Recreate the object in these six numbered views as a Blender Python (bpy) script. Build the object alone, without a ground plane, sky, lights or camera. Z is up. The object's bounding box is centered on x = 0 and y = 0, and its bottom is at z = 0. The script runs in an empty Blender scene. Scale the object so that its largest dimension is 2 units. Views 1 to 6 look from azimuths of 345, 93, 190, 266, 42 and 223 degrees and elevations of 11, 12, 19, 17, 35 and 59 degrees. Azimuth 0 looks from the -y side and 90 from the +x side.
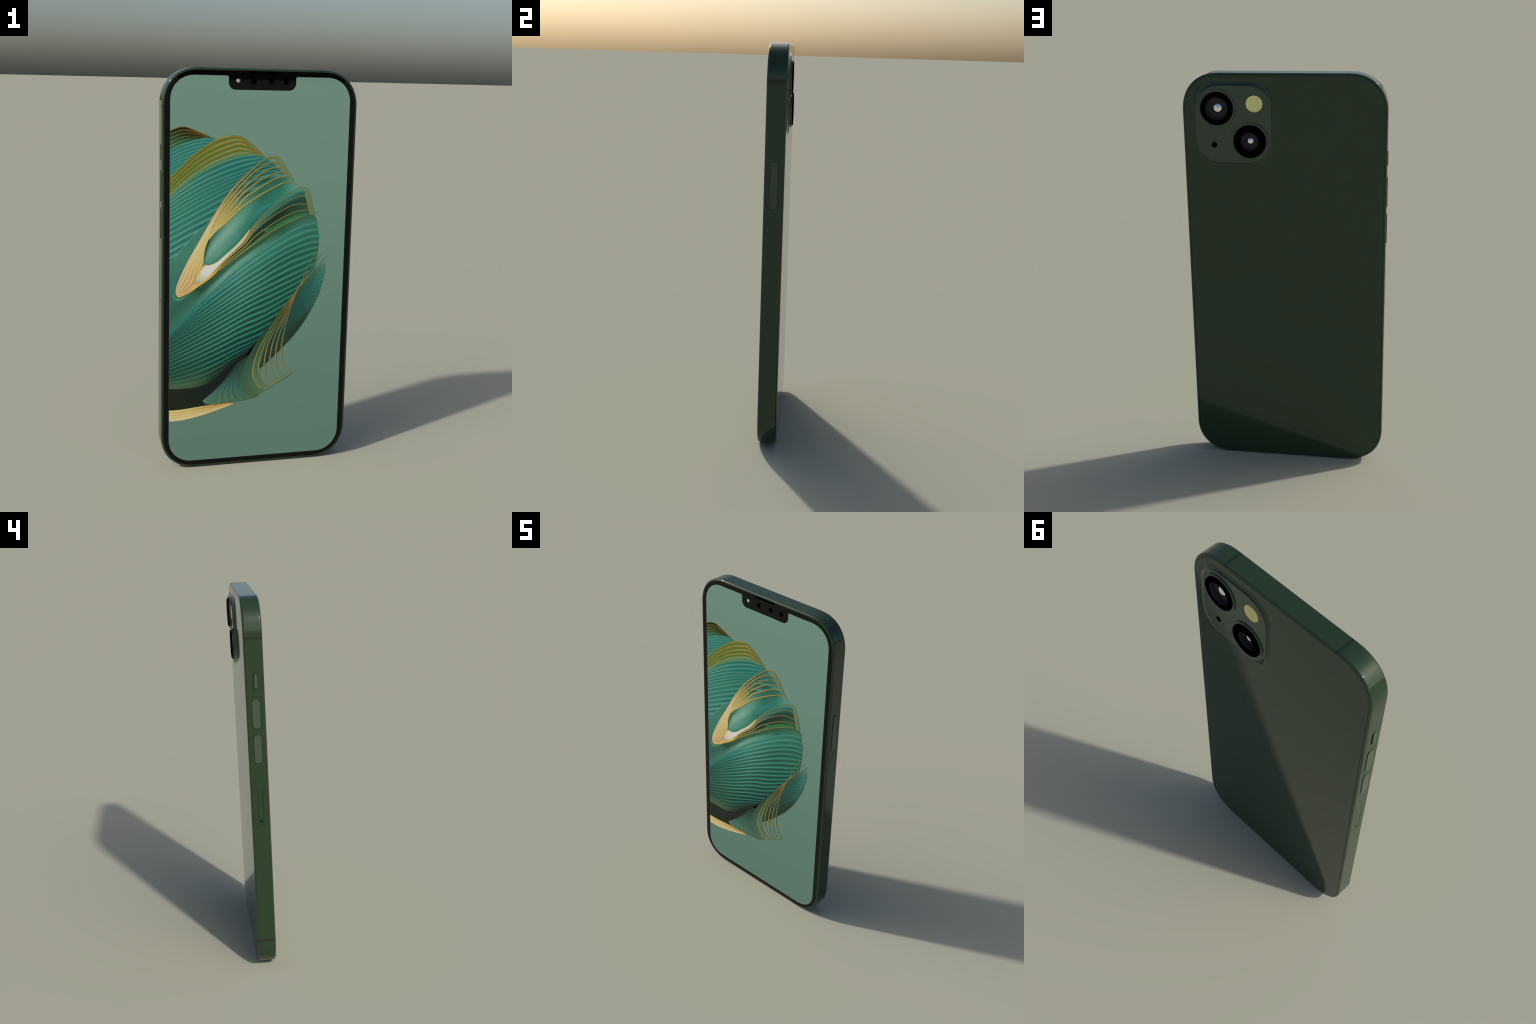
"""A dark green smartphone with a notch display and a two-lens camera plateau,
standing upright.  Metres, z up, screen towards -y.  Everything is lofted from
rounded-rectangle outlines and lathe profiles; the wallpaper is a set of folded
ribbons, each swept between a few guide curves."""
import math
import bmesh
import bpy
import numpy as np
from mathutils import Matrix, Vector

# ------------------------------------------------------------------ sizes (m)
HALF_WIDTH, HEIGHT = 0.4859, 2.0
FRONT, BACK = -0.0577, 0.0380          # lips of the frame, front and back
MID_DEPTH = -0.0108                    # the line the buttons sit on
CORNER, SQUARENESS = 0.1785, 2.22       # body corner: radius and superellipse power
GLASS_INSET = 0.0105
SCREEN_HALF, SCREEN_LOW, SCREEN_HIGH = 0.4475, 0.0352, 1.9645
SCREEN_CORNER = 0.120
BEZEL_Y, DISPLAY_Y, LAYER = -0.0580, -0.0582, 0.00006
BAND_SIDE = ((0.1795, 0.1935), (1.8070, 1.8210))   # antenna bands, z ranges on the sides
BAND_END = (0.2880, 0.3025)                        # |x| range on the top and bottom edges
PLATEAU = (0.0572, 0.4215, 1.5770, 1.9428)         # x0 x1 z0 z1 of the raised camera panel
PLATEAU_Y = 0.0485
LENS_TOP = 0.0590

# ------------------------------------------------------------------ materials


def material(name, base, rough=0.3, metallic=0.0, ior=1.5, level=0.5, grain=0.0, **extra):
    m = bpy.data.materials.new(name)
    m.use_nodes = True
    t = m.node_tree
    b = t.nodes["Principled BSDF"]
    b.inputs["Base Color"].default_value = (*base, 1)
    b.inputs["Roughness"].default_value = rough
    b.inputs["Metallic"].default_value = metallic
    b.inputs["IOR"].default_value = ior
    b.inputs["Specular IOR Level"].default_value = level
    for k, v in extra.items():
        b.inputs[k].default_value = v
    if grain:                                   # barely visible mottling of an anodised / printed surface
        co, noise, mix = (t.nodes.new(n) for n in ("ShaderNodeTexCoord", "ShaderNodeTexNoise", "ShaderNodeMix"))
        noise.inputs["Scale"].default_value = 90.0
        noise.inputs["Detail"].default_value = 3.0
        mix.data_type = "RGBA"
        mix.inputs["A"].default_value = (*(c * (1 - grain) for c in base), 1)
        mix.inputs["B"].default_value = (*(c * (1 + grain) for c in base), 1)
        t.links.new(co.outputs["Object"], noise.inputs["Vector"])
        t.links.new(noise.outputs["Fac"], mix.inputs["Factor"])
        t.links.new(mix.outputs["Result"], b.inputs["Base Color"])
    return m


GREEN = (0.0183, 0.0400, 0.0163)
TINT = (0.88, 1.0, 0.96, 1.0)
mat_green = material("green_gloss", GREEN, 0.06, ior=1.52, grain=0.06, **{"Specular Tint": TINT})
mat_satin = material("green_satin", (0.053, 0.077, 0.047), 0.09, grain=0.05, **{"Specular Tint": TINT})
mat_band = material("band_plastic", (0.0140, 0.0230, 0.0135), 0.10, grain=0.05)
mat_bezel = material("bezel_black", (0.0003, 0.0003, 0.0003), 0.02, ior=1.33)
mat_void = material("void_black", (0.0, 0.0, 0.0), 0.6, level=0.0)
mat_barrel = material("lens_black", (0.0012, 0.0014, 0.0022), 0.6, level=0.0)
mat_element = material("lens_mirror", (0.98, 0.98, 0.98), 0.02, metallic=1.0)
mat_well = material("lens_well", (0.046, 0.046, 0.045), 0.5, level=0.1)
mat_flash = material("flash_gold", (0.80, 0.765, 0.36), 0.12, metallic=1.0)
mat_metal = material("port_metal", (0.10, 0.11, 0.10), 0.3, metallic=1.0)

# ------------------------------------------------------------------ mesh tools


def mesh_object(name, bm, mats, parent, sharp=32.0):
    bmesh.ops.recalc_face_normals(bm, faces=bm.faces)
    for f in bm.faces:
        f.smooth = True
    for e in bm.edges:
        e.smooth = not (len(e.link_faces) == 2 and e.calc_face_angle(0.0) > math.radians(sharp))
    me = bpy.data.meshes.new(name)
    bm.to_mesh(me)
    bm.free()
    for m in (mats if isinstance(mats, (list, tuple)) else [mats]):
        me.materials.append(m)
    return weigh(attach(name, me, parent))


def weigh(ob):
    """Large flats keep their own normal where they meet a small round."""
    w = ob.modifiers.new("weighted", "WEIGHTED_NORMAL")
    w.mode, w.weight, w.keep_sharp = "FACE_AREA", 50, True
    return ob


def attach(name, me, parent):
    ob = bpy.data.objects.new(name, me)
    bpy.context.scene.collection.objects.link(ob)
    ob.parent = parent
    return ob


def rounded(a0, a1, b0, b1, r, power=2.0, seg=24, breaks_a=(), breaks_b=()):
    """Closed outline of a rounded rectangle (counter-clockwise from the right side),
    with extra points where the straight runs cross breaks_a / breaks_b."""
    r = max(min(r, (a1 - a0) / 2, (b1 - b0) / 2), 1e-5)
    pts = []
    arc = [(math.cos(t) ** (2 / power) if math.cos(t) > 1e-9 else 0.0, math.sin(t) ** (2 / power) if math.sin(t) > 1e-9 else 0.0)
           for t in (math.pi / 2 * i / seg for i in range(seg + 1))]
    up = [b for b in sorted(breaks_b) if b0 + r + 1e-6 < b < b1 - r - 1e-6]
    across = [a for a in sorted(breaks_a) if a0 + r + 1e-6 < a < a1 - r - 1e-6]
    pts += [(a1, b) for b in up]
    pts += [(a1 - r + r * c, b1 - r + r * s) for c, s in arc]
    pts += [(a, b1) for a in reversed(across)]
    pts += [(a0 + r - r * c, b1 - r + r * s) for c, s in reversed(arc)]
    pts += [(a0, b) for b in reversed(up)]
    pts += [(a0 + r - r * c, b0 + r - r * s) for c, s in arc]
    pts += [(a, b0) for a in across]
    pts += [(a1 - r + r * c, b0 + r - r * s) for c, s in reversed(arc)]
    keep = []
    for p in pts:
        if not keep or (abs(p[0] - keep[-1][0]) + abs(p[1] - keep[-1][1])) > 1e-7:
            keep.append(p)
    if abs(keep[0][0] - keep[-1][0]) + abs(keep[0][1] - keep[-1][1]) < 1e-7:
        keep.pop()
    return keep


def loft(rings, place, caps=(True, True)):
    """rings: list of (outline, height); place maps (a, b, height) to a 3D point."""
    bm = bmesh.new()
    loops = [[bm.verts.new(place(a, b, h)) for a, b in ring] for ring, h in rings]
    n = len(loops[0])
    for lo, hi in zip(loops, loops[1:]):
        for i in range(n):
            bm.faces.new((lo[i], lo[(i + 1) % n], hi[(i + 1) % n], hi[i]))
    if caps[0]:
        bm.faces.new(loops[0])
    if caps[1]:
        bm.faces.new(loops[-1])
    return bm


def to_front(a, b, h):      # outlines in (x, z), height towards -y given as y
    return (a, h, b)


def to_side(a, b, h):       # outlines in (y, z), height along x
    return (h, a, b)


def to_below(a, b, h):      # outlines in (x, y), height along z
    return (a, b, h)


def plate(name, outline, low, high, place, mats, parent, soft=0.0010, steps=4):
    """A slab whose outer edge (at `high`) is rounded by `soft`; outline(inset) gives the loop."""
    way = 1 if high > low else -1
    rings = [(outline(0.0), low)]
    for i in range(steps + 1):
        t = math.pi / 2 * i / steps
        rings.append((outline(soft * (1 - math.cos(t))), high - way * soft * (1 - math.sin(t))))
    return mesh_object(name, loft(rings, place), mats, parent)


def lathe(name, profile, centre, mats, parent, seg=96):
    """profile: (radius, y) pairs, outermost first; turned about the y axis through centre (x, z)."""
    bm = bmesh.new()
    cx, cz = centre
    loops = []
    for r, y in profile:
        if r < 1e-6:
            loops.append([bm.verts.new((cx, y, cz))])
        else:
            loops.append([bm.verts.new((cx + r * math.cos(math.tau * i / seg), y, cz + r * math.sin(math.tau * i / seg))) for i in range(seg)])
    for lo, hi in zip(loops, loops[1:]):
        for i in range(seg):
            j = (i + 1) % seg
            if len(hi) == 1:
                bm.faces.new((lo[i], lo[j], hi[0]))
            elif len(lo) == 1:
                bm.faces.new((lo[0], hi[j], hi[i]))
            else:
                bm.faces.new((lo[i], lo[j], hi[j], hi[i]))
    return mesh_object(name, bm, mats, parent)


def body_outline(inset, seg=40):
    ba = [s * v for s in (-1, 1) for v in BAND_END] + [x / 10 for x in range(-2, 3)]
    bb = [z for pair in BAND_SIDE for z in pair] + [z / 10 for z in range(3, 18)]
    return rounded(-HALF_WIDTH + inset, HALF_WIDTH - inset, inset, HEIGHT - inset, CORNER - inset, SQUARENESS, seg, ba, bb)


# ------------------------------------------------------------------ the thing
phone = bpy.data.objects.new("smartphone", None)
bpy.context.scene.collection.objects.link(phone)
phone["label"] = "dark green glossy smartphone with notch screen and swirl wallpaper"
phone["category"] = "smartphone"

# frame: one closed loft (front seat, lip, round, flank, round, lip, back seat)
ROUND = 0.0098
profile = [(GLASS_INSET + 0.0008, FRONT + 0.0035), (GLASS_INSET + 0.0008, FRONT + 0.0006), (GLASS_INSET, FRONT)]
for i in range(9):
    t = math.pi / 2 * i / 8
    profile.append((ROUND * (1 - math.sin(t)), FRONT + ROUND * (1 - math.cos(t))))
for k in range(1, 4):
    profile.append((0.0, FRONT + ROUND + (BACK - FRONT - 2 * ROUND) * k / 4))
for i in range(9):
    t = math.pi / 2 * i / 8
    profile.append((ROUND * (1 - math.cos(t)), BACK - ROUND * (1 - math.sin(t))))
profile += [(GLASS_INSET, BACK), (GLASS_INSET + 0.0008, BACK - 0.0008), (GLASS_INSET + 0.0008, BACK - 0.0035)]
frame = mesh_object("frame", loft([(body_outline(o), y) for o, y in profile], to_front), mat_green, phone, sharp=38)


def capsule(y0, y1, z0, z1, r=None):
    return lambda inset: rounded(y0 + inset, y1 - inset, z0 + inset, z1 - inset, (r if r else (y1 - y0) / 2) - inset, 2.0, 14)


VOLUME = [capsule(MID_DEPTH - 0.0193, MID_DEPTH + 0.0193, z0, z1) for z0, z1 in ((1.3622, 1.5104), (1.1798, 1.3284))]
POWER = capsule(MID_DEPTH - 0.0170, MID_DEPTH + 0.0170, 1.2304, 1.4554)
MUTE_SLOT = capsule(-0.0257, 0.0020, 1.5615, 1.6375, 0.007)
MUTE = capsule(-0.0243, -0.0068, 1.5645, 1.6345, 0.005)
TRAY = capsule(-0.0228, 0.0012, 0.8517, 1.0520)

cutters = []


def cut(outline, low, high, place, grow=0.0016):
    loop = outline(-grow)
    cutters.append(mesh_object("cutter", loft([(loop, low), (loop, high)], place), mat_green, None))


for shape in VOLUME:
    cut(shape, -HALF_WIDTH - 0.01, -HALF_WIDTH + 0.006, to_side)
cut(MUTE_SLOT, -HALF_WIDTH - 0.01, -HALF_WIDTH + 0.010, to_side, 0.0)
cut(TRAY, -HALF_WIDTH - 0.01, -HALF_WIDTH + 0.006, to_side, 0.0016)
cut(POWER, HALF_WIDTH - 0.006, HALF_WIDTH + 0.01, to_side)
port = lambda inset: rounded(-0.061 + inset, 0.061 - inset, MID_DEPTH - 0.020 + inset, MID_DEPTH + 0.020 - inset, 0.020 - inset, 2.0, 14)
cut(port, -0.01, 0.030, to_below, 0.0)
HOLES = [side * (0.112 + 0.0255 * i) for side in (-1, 1) for i in range(6)]
hole = lambda x, r: (lambda inset: rounded(x - r + inset, x + r - inset, MID_DEPTH - r + inset, MID_DEPTH + r - inset, r - inset, 2.0, 8))
for x in HOLES:
    cut(hole(x, 0.0088), -0.01, 0.012, to_below, 0.0)
for x in (-0.080, 0.080):
    cut(hole(x, 0.0098), -0.01, 0.004, to_below, 0.0)

join = bpy.data.meshes.new("cutters")
bm = bmesh.new()
for c in cutters:
    bm.from_mesh(c.data)
    bpy.data.objects.remove(c)
bm.to_mesh(join)
bm.free()
cutter = bpy.data.objects.new("cutters", join)
bpy.context.scene.collection.objects.link(cutter)
mod = frame.modifiers.new("pockets", "BOOLEAN")
mod.operation, mod.solver, mod.object = "DIFFERENCE", "EXACT", cutter
cut_mesh = bpy.data.meshes.new_from_object(frame.evaluated_get(bpy.context.evaluated_depsgraph_get()))
frame.modifiers.clear()
bpy.data.objects.remove(cutter)

# the antenna bands are slices of the same surface
slices = [(sx, z) for z in BAND_SIDE for sx in (-1, 1)] + [(sx, top) for top in (0, 1) for sx in (-1, 1)]


def slice_of(c):
    if abs(c.x) > HALF_WIDTH - 0.02:
        for i, (sx, z) in enumerate(slices[:4]):
            if z[0] < c.z < z[1] and c.x * sx > 0:
                return i
    if (c.z < 0.02 or c.z > HEIGHT - 0.02) and BAND_END[0] < abs(c.x) < BAND_END[1]:
        return 4 + (2 if c.z > 1 else 0) + (1 if c.x > 0 else 0)
    return -1


def part_of(mesh, wanted):
    b = bmesh.new()
    b.from_mesh(mesh)
    bmesh.ops.delete(b, geom=[f for f in b.faces if slice_of(f.calc_center_median()) != wanted], context="FACES")
    return b


def keep_smooth(b, name, mats, parent):
    for f in b.faces:
        f.smooth = True
    for e in b.edges:
        e.smooth = not (len(e.link_faces) == 2 and e.calc_face_angle(0.0) > math.radians(38))
    me = bpy.data.meshes.new(name)
    b.to_mesh(me)
    b.free()
    me.materials.clear()
    me.materials.append(mats)
    return weigh(attach(name, me, parent))


for i in range(8):
    keep_smooth(part_of(cut_mesh, i), "antenna_band", mat_band, phone)
b = part_of(cut_mesh, -1)
old = frame.data
bpy.data.objects.remove(frame)
bpy.data.meshes.remove(old)
frame = keep_smooth(b, "frame", mat_green, phone)

# glass front and back panels sit in the seats of the frame
inner = lambda extra: (lambda inset: body_outline(GLASS_INSET + extra + inset))
front_glass = plate("front_glass", inner(0.0006), FRONT + 0.0040, BEZEL_Y, to_front, mat_bezel, phone, 0.0008)
back_panel = plate("back_panel", inner(0.0016), BACK - 0.0040, BACK + 0.0001, to_front, mat_green, phone, 0.0012)

# side controls
for shape in VOLUME:
    plate("volume_button", shape, -HALF_WIDTH + 0.0055, -0.4892, to_side, mat_satin, phone, 0.0012)
plate("power_button", POWER, HALF_WIDTH - 0.0055, 0.4892, to_side, mat_satin, phone, 0.0012)
plate("mute_switch", MUTE, -HALF_WIDTH + 0.0098, -0.4887, to_side, mat_satin, phone, 0.0012)
tray = plate("sim_tray", TRAY, -HALF_WIDTH + 0.0055, -HALF_WIDTH + 0.0003, to_side, mat_green, phone, 0.0006)
pin = lambda inset: rounded(-0.0160 + inset, -0.0065 - inset, 0.8615 + inset, 0.8710 - inset, 0.00475 - inset, 2.0, 8)
plate("eject_hole", pin, -HALF_WIDTH + 0.0010, -HALF_WIDTH - 0.0001, to_side, mat_void, tray, 0.0003)

# bottom edge: port tongue, hole floors, screws
plate("charging_port", lambda i: rounded(-0.045 + i, 0.045 - i, MID_DEPTH - 0.004 + i, MID_DEPTH + 0.004 - i, 0.003, 2.0, 6), 0.0305, 0.006, to_below, mat_metal, phone, 0.0008)
for x in HOLES:
    plate("speaker_hole", hole(x, 0.0086), 0.0125, 0.0100, to_below, mat_void, phone, 0.0005)
for x in (-0.080, 0.080):
    plate("screw", hole(x, 0.0090), 0.0050, 0.0012, to_below, mat_metal, phone, 0.0008)

# ------------------------------------------------------------------ camera plateau
x0, x1, z0, z1 = PLATEAU
panel = lambda inset: rounded(x0 + inset, x1 - inset, z0 + inset, z1 - inset, 0.118 - inset * (1.0 if inset > 0 else -0.4), 2.1, 32)
COVE = 0.0180
rise = PLATEAU_Y - 0.0008 - BACK
rings = [(panel(-COVE), BACK - 0.002)]
foot, head = math.radians(20), math.radians(86)     # the cove meets the back at a slight angle
for i in range(13):
    t = foot + (head - foot) * i / 12
    out = (math.sin(t) - math.sin(foot)) / (math.sin(head) - math.sin(foot))
    up = (math.cos(foot) - math.cos(t)) / (math.cos(foot) - math.cos(head))
    rings.append((panel(-COVE * (1 - out)), BACK + 0.0001 + rise * up))
for i in range(1, 5):
    t = math.pi / 2 * i / 4
    rings.append((panel(0.0010 * (1 - math.cos(t))), PLATEAU_Y - 0.0008 + 0.0008 * math.sin(t)))
plateau = mesh_object("camera_plateau", loft(rings[:-4], to_front, (False, False)), mat_green, phone, sharp=60)
camera_panel = plate("camera_panel", lambda i: panel(0.0001 + i), PLATEAU_Y - 0.0009, PLATEAU_Y, to_front, mat_satin, plateau, 0.0006)


def camera(centre, window, pupil):
    ring_y, depth = 0.0543, 0.0188
    ring = lathe("camera_lens", [(0.0890, PLATEAU_Y - 0.001), (0.0890, ring_y - 0.0012), (0.0886, ring_y - 0.0004), (0.0878, ring_y), (0.0784, ring_y), (0.0784, ring_y - 0.002)], centre, mat_satin, phone)
    floor = BACK - 0.0028
    lathe("lens_barrel", [(0.0782, ring_y - 0.003), (0.0782, LENS_TOP - 0.0010), (0.0779, LENS_TOP - 0.0003), (0.0772, LENS_TOP), (window, LENS_TOP), (window, LENS_TOP - 0.001)], centre, mat_barrel, ring)
    lathe("lens_well", [(window, LENS_TOP - 0.0010), (window, floor), (0.0, floor)], centre, mat_well, ring)
    big = pupil / 0.6
    dome = [(pupil, BACK - 0.0028)]
    for i in range(13):
        a = math.asin(0.6) * (1 - i / 12)
        dome.append((big * math.sin(a), LENS_TOP - depth + big * (math.cos(a) - 0.8)))
    lathe("lens_element", dome, centre, mat_element, ring, 64)


CAMERAS = (((0.3160, 1.8365), 0.0535, 0.0210), ((0.1612, 1.6815), 0.0427, 0.0154))
for centre, window, pupil in CAMERAS:
    camera(centre, window, pupil)
drills = []
for (cx, cz), window, pupil in CAMERAS:      # wells for the lenses through the plate and the back glass
    ring = [(cx + (window + 0.001) * math.cos(math.tau * i / 64), cz + (window + 0.001) * math.sin(math.tau * i / 64)) for i in range(64)]
    drills.append(mesh_object("drill", loft([(ring, BACK - 0.003), (ring, LENS_TOP)], to_front), mat_void, None))
for sheet in (camera_panel, back_panel):
    sheet.modifiers.clear()
    for d in drills:
        mod = sheet.modifiers.new("well", "BOOLEAN")
        mod.operation, mod.solver, mod.object = "DIFFERENCE", "EXACT", d
    me = bpy.data.meshes.new_from_object(sheet.evaluated_get(bpy.context.evaluated_depsgraph_get()))
    sheet.modifiers.clear()
    sheet.data = me
    for p in me.polygons:                     # the big flats are exactly flat
        p.use_smooth = abs(p.normal.y) < 0.999
for d in drills:
    bpy.data.objects.remove(d)

ripples = [(0.0395, PLATEAU_Y - 0.001), (0.0395, PLATEAU_Y + 0.0003), (0.0385, PLATEAU_Y + 0.0009), (0.0365, PLATEAU_Y + 0.0007)]
for i in range(36):
    r = 0.0355 * (1 - i / 36)
    bump = 0.00045 * math.cos(min(abs(r - c) for c in (0.0265, 0.0145, 0.0060)) / 0.0022 * math.pi / 2) if min(abs(r - c) for c in (0.0265, 0.0145, 0.0060)) < 0.0022 else 0.0
    ripples.append((r, PLATEAU_Y + 0.0006 - bump))
ripples.append((0.0, PLATEAU_Y + 0.0006))
lathe("flash", ripples, (0.1374, 1.8590), mat_flash, plateau, 64)
lathe("microphone_hole", [(0.0136, PLATEAU_Y - 0.001), (0.0136, PLATEAU_Y + 0.0002), (0.0, PLATEAU_Y + 0.0002)], (0.3338, 1.6630), mat_void, plateau, 48)

# ------------------------------------------------------------------ display
NOTCH, NOTCH_LOW = 0.1672, 1.8985


def screen_loop():
    """Outline of the lit area: rounded rectangle with the sensor notch let into its top edge."""
    base = rounded(-SCREEN_HALF, SCREEN_HALF, SCREEN_LOW, SCREEN_HIGH, SCREEN_CORNER, 2.1, 32)
    cut_at = next(i for i, p in enumerate(base) if p[1] > SCREEN_HIGH - 1e-6 and p[0] < SCREEN_HALF - SCREEN_CORNER + 0.02)
    right, left = base[:cut_at + 1], base[cut_at + 1:]
    big, small, n = 0.0345, 0.0085, 14
    arc = [math.pi / 2 * i / n for i in range(n + 1)]
    dip = [(NOTCH + small * (1 - math.sin(t)), SCREEN_HIGH - small * (1 - math.cos(t))) for t in arc]
    dip += [(NOTCH - big * (1 - math.cos(t)), NOTCH_LOW + big * (1 - math.sin(t))) for t in arc]
    return right + dip + [(-x, z) for x, z in reversed(dip)] + left


def ramp(t, stops, source):
    node = t.nodes.new("ShaderNodeValToRGB")
    els = node.color_ramp.elements
    for i, (p, c) in enumerate(stops):
        e = els[i] if i < 2 else els.new(p)
        e.position, e.color = p, (*c, 1)
    if len(stops) == 1:
        els.remove(els[1])
    t.links.new(source, node.inputs["Fac"])
    return node.outputs["Color"]


LIGHT_ON_SCREEN = (0.712, 0.705, 0.668)      # how much of a white print the set's light returns
GLOSS = 0.0070


def paint(c):
    """Print colour that shows as the sRGB triple c under the set's light."""
    lin = [(v / 255 / 12.92 if v <= 10 else ((v / 255 + 0.055) / 1.055) ** 2.4) for v in c]
    return tuple(min(1.0, max(0.0, (v - GLOSS)) / e) for v, e in zip(lin, LIGHT_ON_SCREEN))


def spread(colours):
    """[c] or [c, c, ...] evenly spaced, or [(position, c), ...] -> ramp stops in print colours."""
    if len(colours[0]) == 2:
        return [(p, paint(c)) for p, c in colours]
    n = max(1, len(colours) - 1)
    return [(i / n, paint(c)) for i, c in enumerate(colours)]


def field(t, rows, u, v):
    """Colour over a fold: rows = [(v, colours along u), ...], blended from row to row."""
    out = None
    for i, (at, colours) in enumerate(rows):
        col = ramp(t, spread(colours), u)
        if out is None:
            out, last = col, at
            continue
        fac = t.nodes.new("ShaderNodeMapRange")
        fac.interpolation_type = "SMOOTHSTEP" if len(rows) > 2 else "LINEAR"
        fac.inputs["From Min"].default_value, fac.inputs["From Max"].default_value = last, at
        t.links.new(v, fac.inputs["Value"])
        mix = t.nodes.new("ShaderNodeMix")
        mix.data_type = "RGBA"
        t.links.new(fac.outputs["Result"], mix.inputs["Factor"])
        t.links.new(out, mix.inputs["A"])
        t.links.new(col, mix.inputs["B"])
        out, last = mix.outputs["Result"], at
    return out


def fold_material(name, dark, light=None, pleats=0, ridge=((0, 1), (1, 0)), mid=None, mid_ridge=None):
    """u runs along a fold, v across it (Generated coordinates of the unfolded sheet).
    `ridge` is the cross-section of one pleat: 0 shows `dark`, 1 shows `light`."""
    m = bpy.data.materials.new(name)
    m.use_nodes = True
    t = m.node_tree
    b = t.nodes["Principled BSDF"]
    b.inputs["Roughness"].default_value, b.inputs["IOR"].default_value = 0.02, 1.33
    co, sep = t.nodes.new("ShaderNodeTexCoord"), t.nodes.new("ShaderNodeSeparateXYZ")
    t.links.new(co.outputs["Generated"], sep.inputs[0])
    u, v = sep.outputs["X"], sep.outputs["Z"]
    col = field(t, dark, u, v)
    if pleats:
        mul, fr = t.nodes.new("ShaderNodeMath"), t.nodes.new("ShaderNodeMath")
        mul.operation, fr.operation = "MULTIPLY", "FRACT"
        mul.inputs[1].default_value = pleats
        t.links.new(v, mul.inputs[0])
        t.links.new(mul.outputs[0], fr.inputs[0])
        for rows, prof in ((mid, mid_ridge), (light, ridge)):
            if rows is None:
                continue
            mix = t.nodes.new("ShaderNodeMix")
            mix.data_type = "RGBA"
            t.links.new(ramp(t, [(p, (k, k, k)) for p, k in prof], fr.outputs[0]), mix.inputs["Factor"])
            t.links.new(col, mix.inputs["A"])
            t.links.new(field(t, rows, u, v), mix.inputs["B"])
            col = mix.outputs["Result"]
    t.links.new(col, b.inputs["Base Color"])
    return m


def smooth_curve(points, n):
    """Centripetal spline through the points, n samples evenly spaced along it."""
    p = np.array(points, float)
    if len(p) == 2:
        s = np.linspace(0, 1, n)[:, None]
        return p[0] * (1 - s) + p[1] * s
    d = np.maximum(np.linalg.norm(np.diff(p, axis=0), axis=1), 1e-6) ** 0.5
    knots = np.r_[0, np.cumsum(d)]
    m = np.zeros_like(p)
    for i in range(1, len(p) - 1):
        m[i] = ((p[i] - p[i - 1]) / d[i - 1] * d[i] + (p[i + 1] - p[i]) / d[i] * d[i - 1]) / (d[i] + d[i - 1])
    m[0] = (p[1] - p[0]) / d[0] * 1.5 - m[1] * 0.5
    m[-1] = (p[-1] - p[-2]) / d[-1] * 1.5 - m[-2] * 0.5
    at = np.linspace(0, knots[-1], n * 4)
    k = np.clip(np.searchsorted(knots, at, side="right") - 1, 0, len(p) - 2)
    s, h = ((at - knots[k]) / d[k])[:, None], d[k][:, None]
    q = (2 * s**3 - 3 * s**2 + 1) * p[k] + (s**3 - 2 * s**2 + s) * h * m[k] + (3 * s**2 - 2 * s**3) * p[k + 1] + (s**3 - s**2) * h * m[k + 1]
    run = np.r_[0, np.cumsum(np.linalg.norm(np.diff(q, axis=0), axis=1))]
    return np.stack([np.interp(np.linspace(0, run[-1], n), run, q[:, j]) for j in (0, 1)], 1)


def between(curves, at, v):
    """The curve at parameter v of the family whose members lie at `at`."""
    k = int(np.clip(np.searchsorted(at, v, side="right") - 1, 0, len(at) - 2))
    f = (v - at[k]) / (at[k + 1] - at[k])
    return curves[k] * (1 - f) + curves[k + 1] * f


def printed_sheet(name, rows_flat, rows_shaped, mat, layer, parent, joined=True):
    """A sheet laid flat in (u, v) and carried to its shape on the screen by a shape key, so that
    Generated coordinates keep following the folds.  rows_*: (v rows) x (u samples) x 2."""
    nv, nu = rows_shaped.shape[:2]
    faces = [(r * nu + c, r * nu + c + 1, (r + 1) * nu + c + 1, (r + 1) * nu + c)
             for r in range(0, nv - 1, 1 if joined else 2) for c in range(nu - 1)]
    flat = rows_flat.reshape(-1, 2)
    me = bpy.data.meshes.new(name)
    y = DISPLAY_Y - LAYER * (layer + 1)
    me.from_pydata([(a, y, b) for a, b in flat], [], faces)
    ob = attach(name, me, parent)
    ob.shape_key_add(name="flat")
    key = ob.shape_key_add(name="folded")
    shaped = rows_shaped.reshape(-1, 2) / 1000.0
    for i, (x, z) in enumerate(shaped):
        key.data[i].co = (max(x, -SCREEN_HALF + 0.0001), y - (0.0 if joined else LAYER * 0.8 * (i // (2 * nu)) / (nv // 2)), z)
    key.value = 1.0
    me.materials.append(mat)
    return ob


def fold(name, guides, mat, layer, parent, at=None, nu=64, per=10):
    curves = [smooth_curve(g, nu) for g in guides]
    at = np.array(at if at is not None else np.linspace(0, 1, len(curves)), float)
    vs = np.concatenate([np.linspace(a, b, per, endpoint=False) for a, b in zip(at, at[1:])] + [[1.0]])
    us = np.linspace(0, 1, nu)
    flat = np.stack([np.stack([us, np.full(nu, v)], 1) for v in vs])
    shaped = np.stack([between(curves, at, v) for v in vs])
    return printed_sheet(name, flat, shaped, mat, layer, parent)


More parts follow.
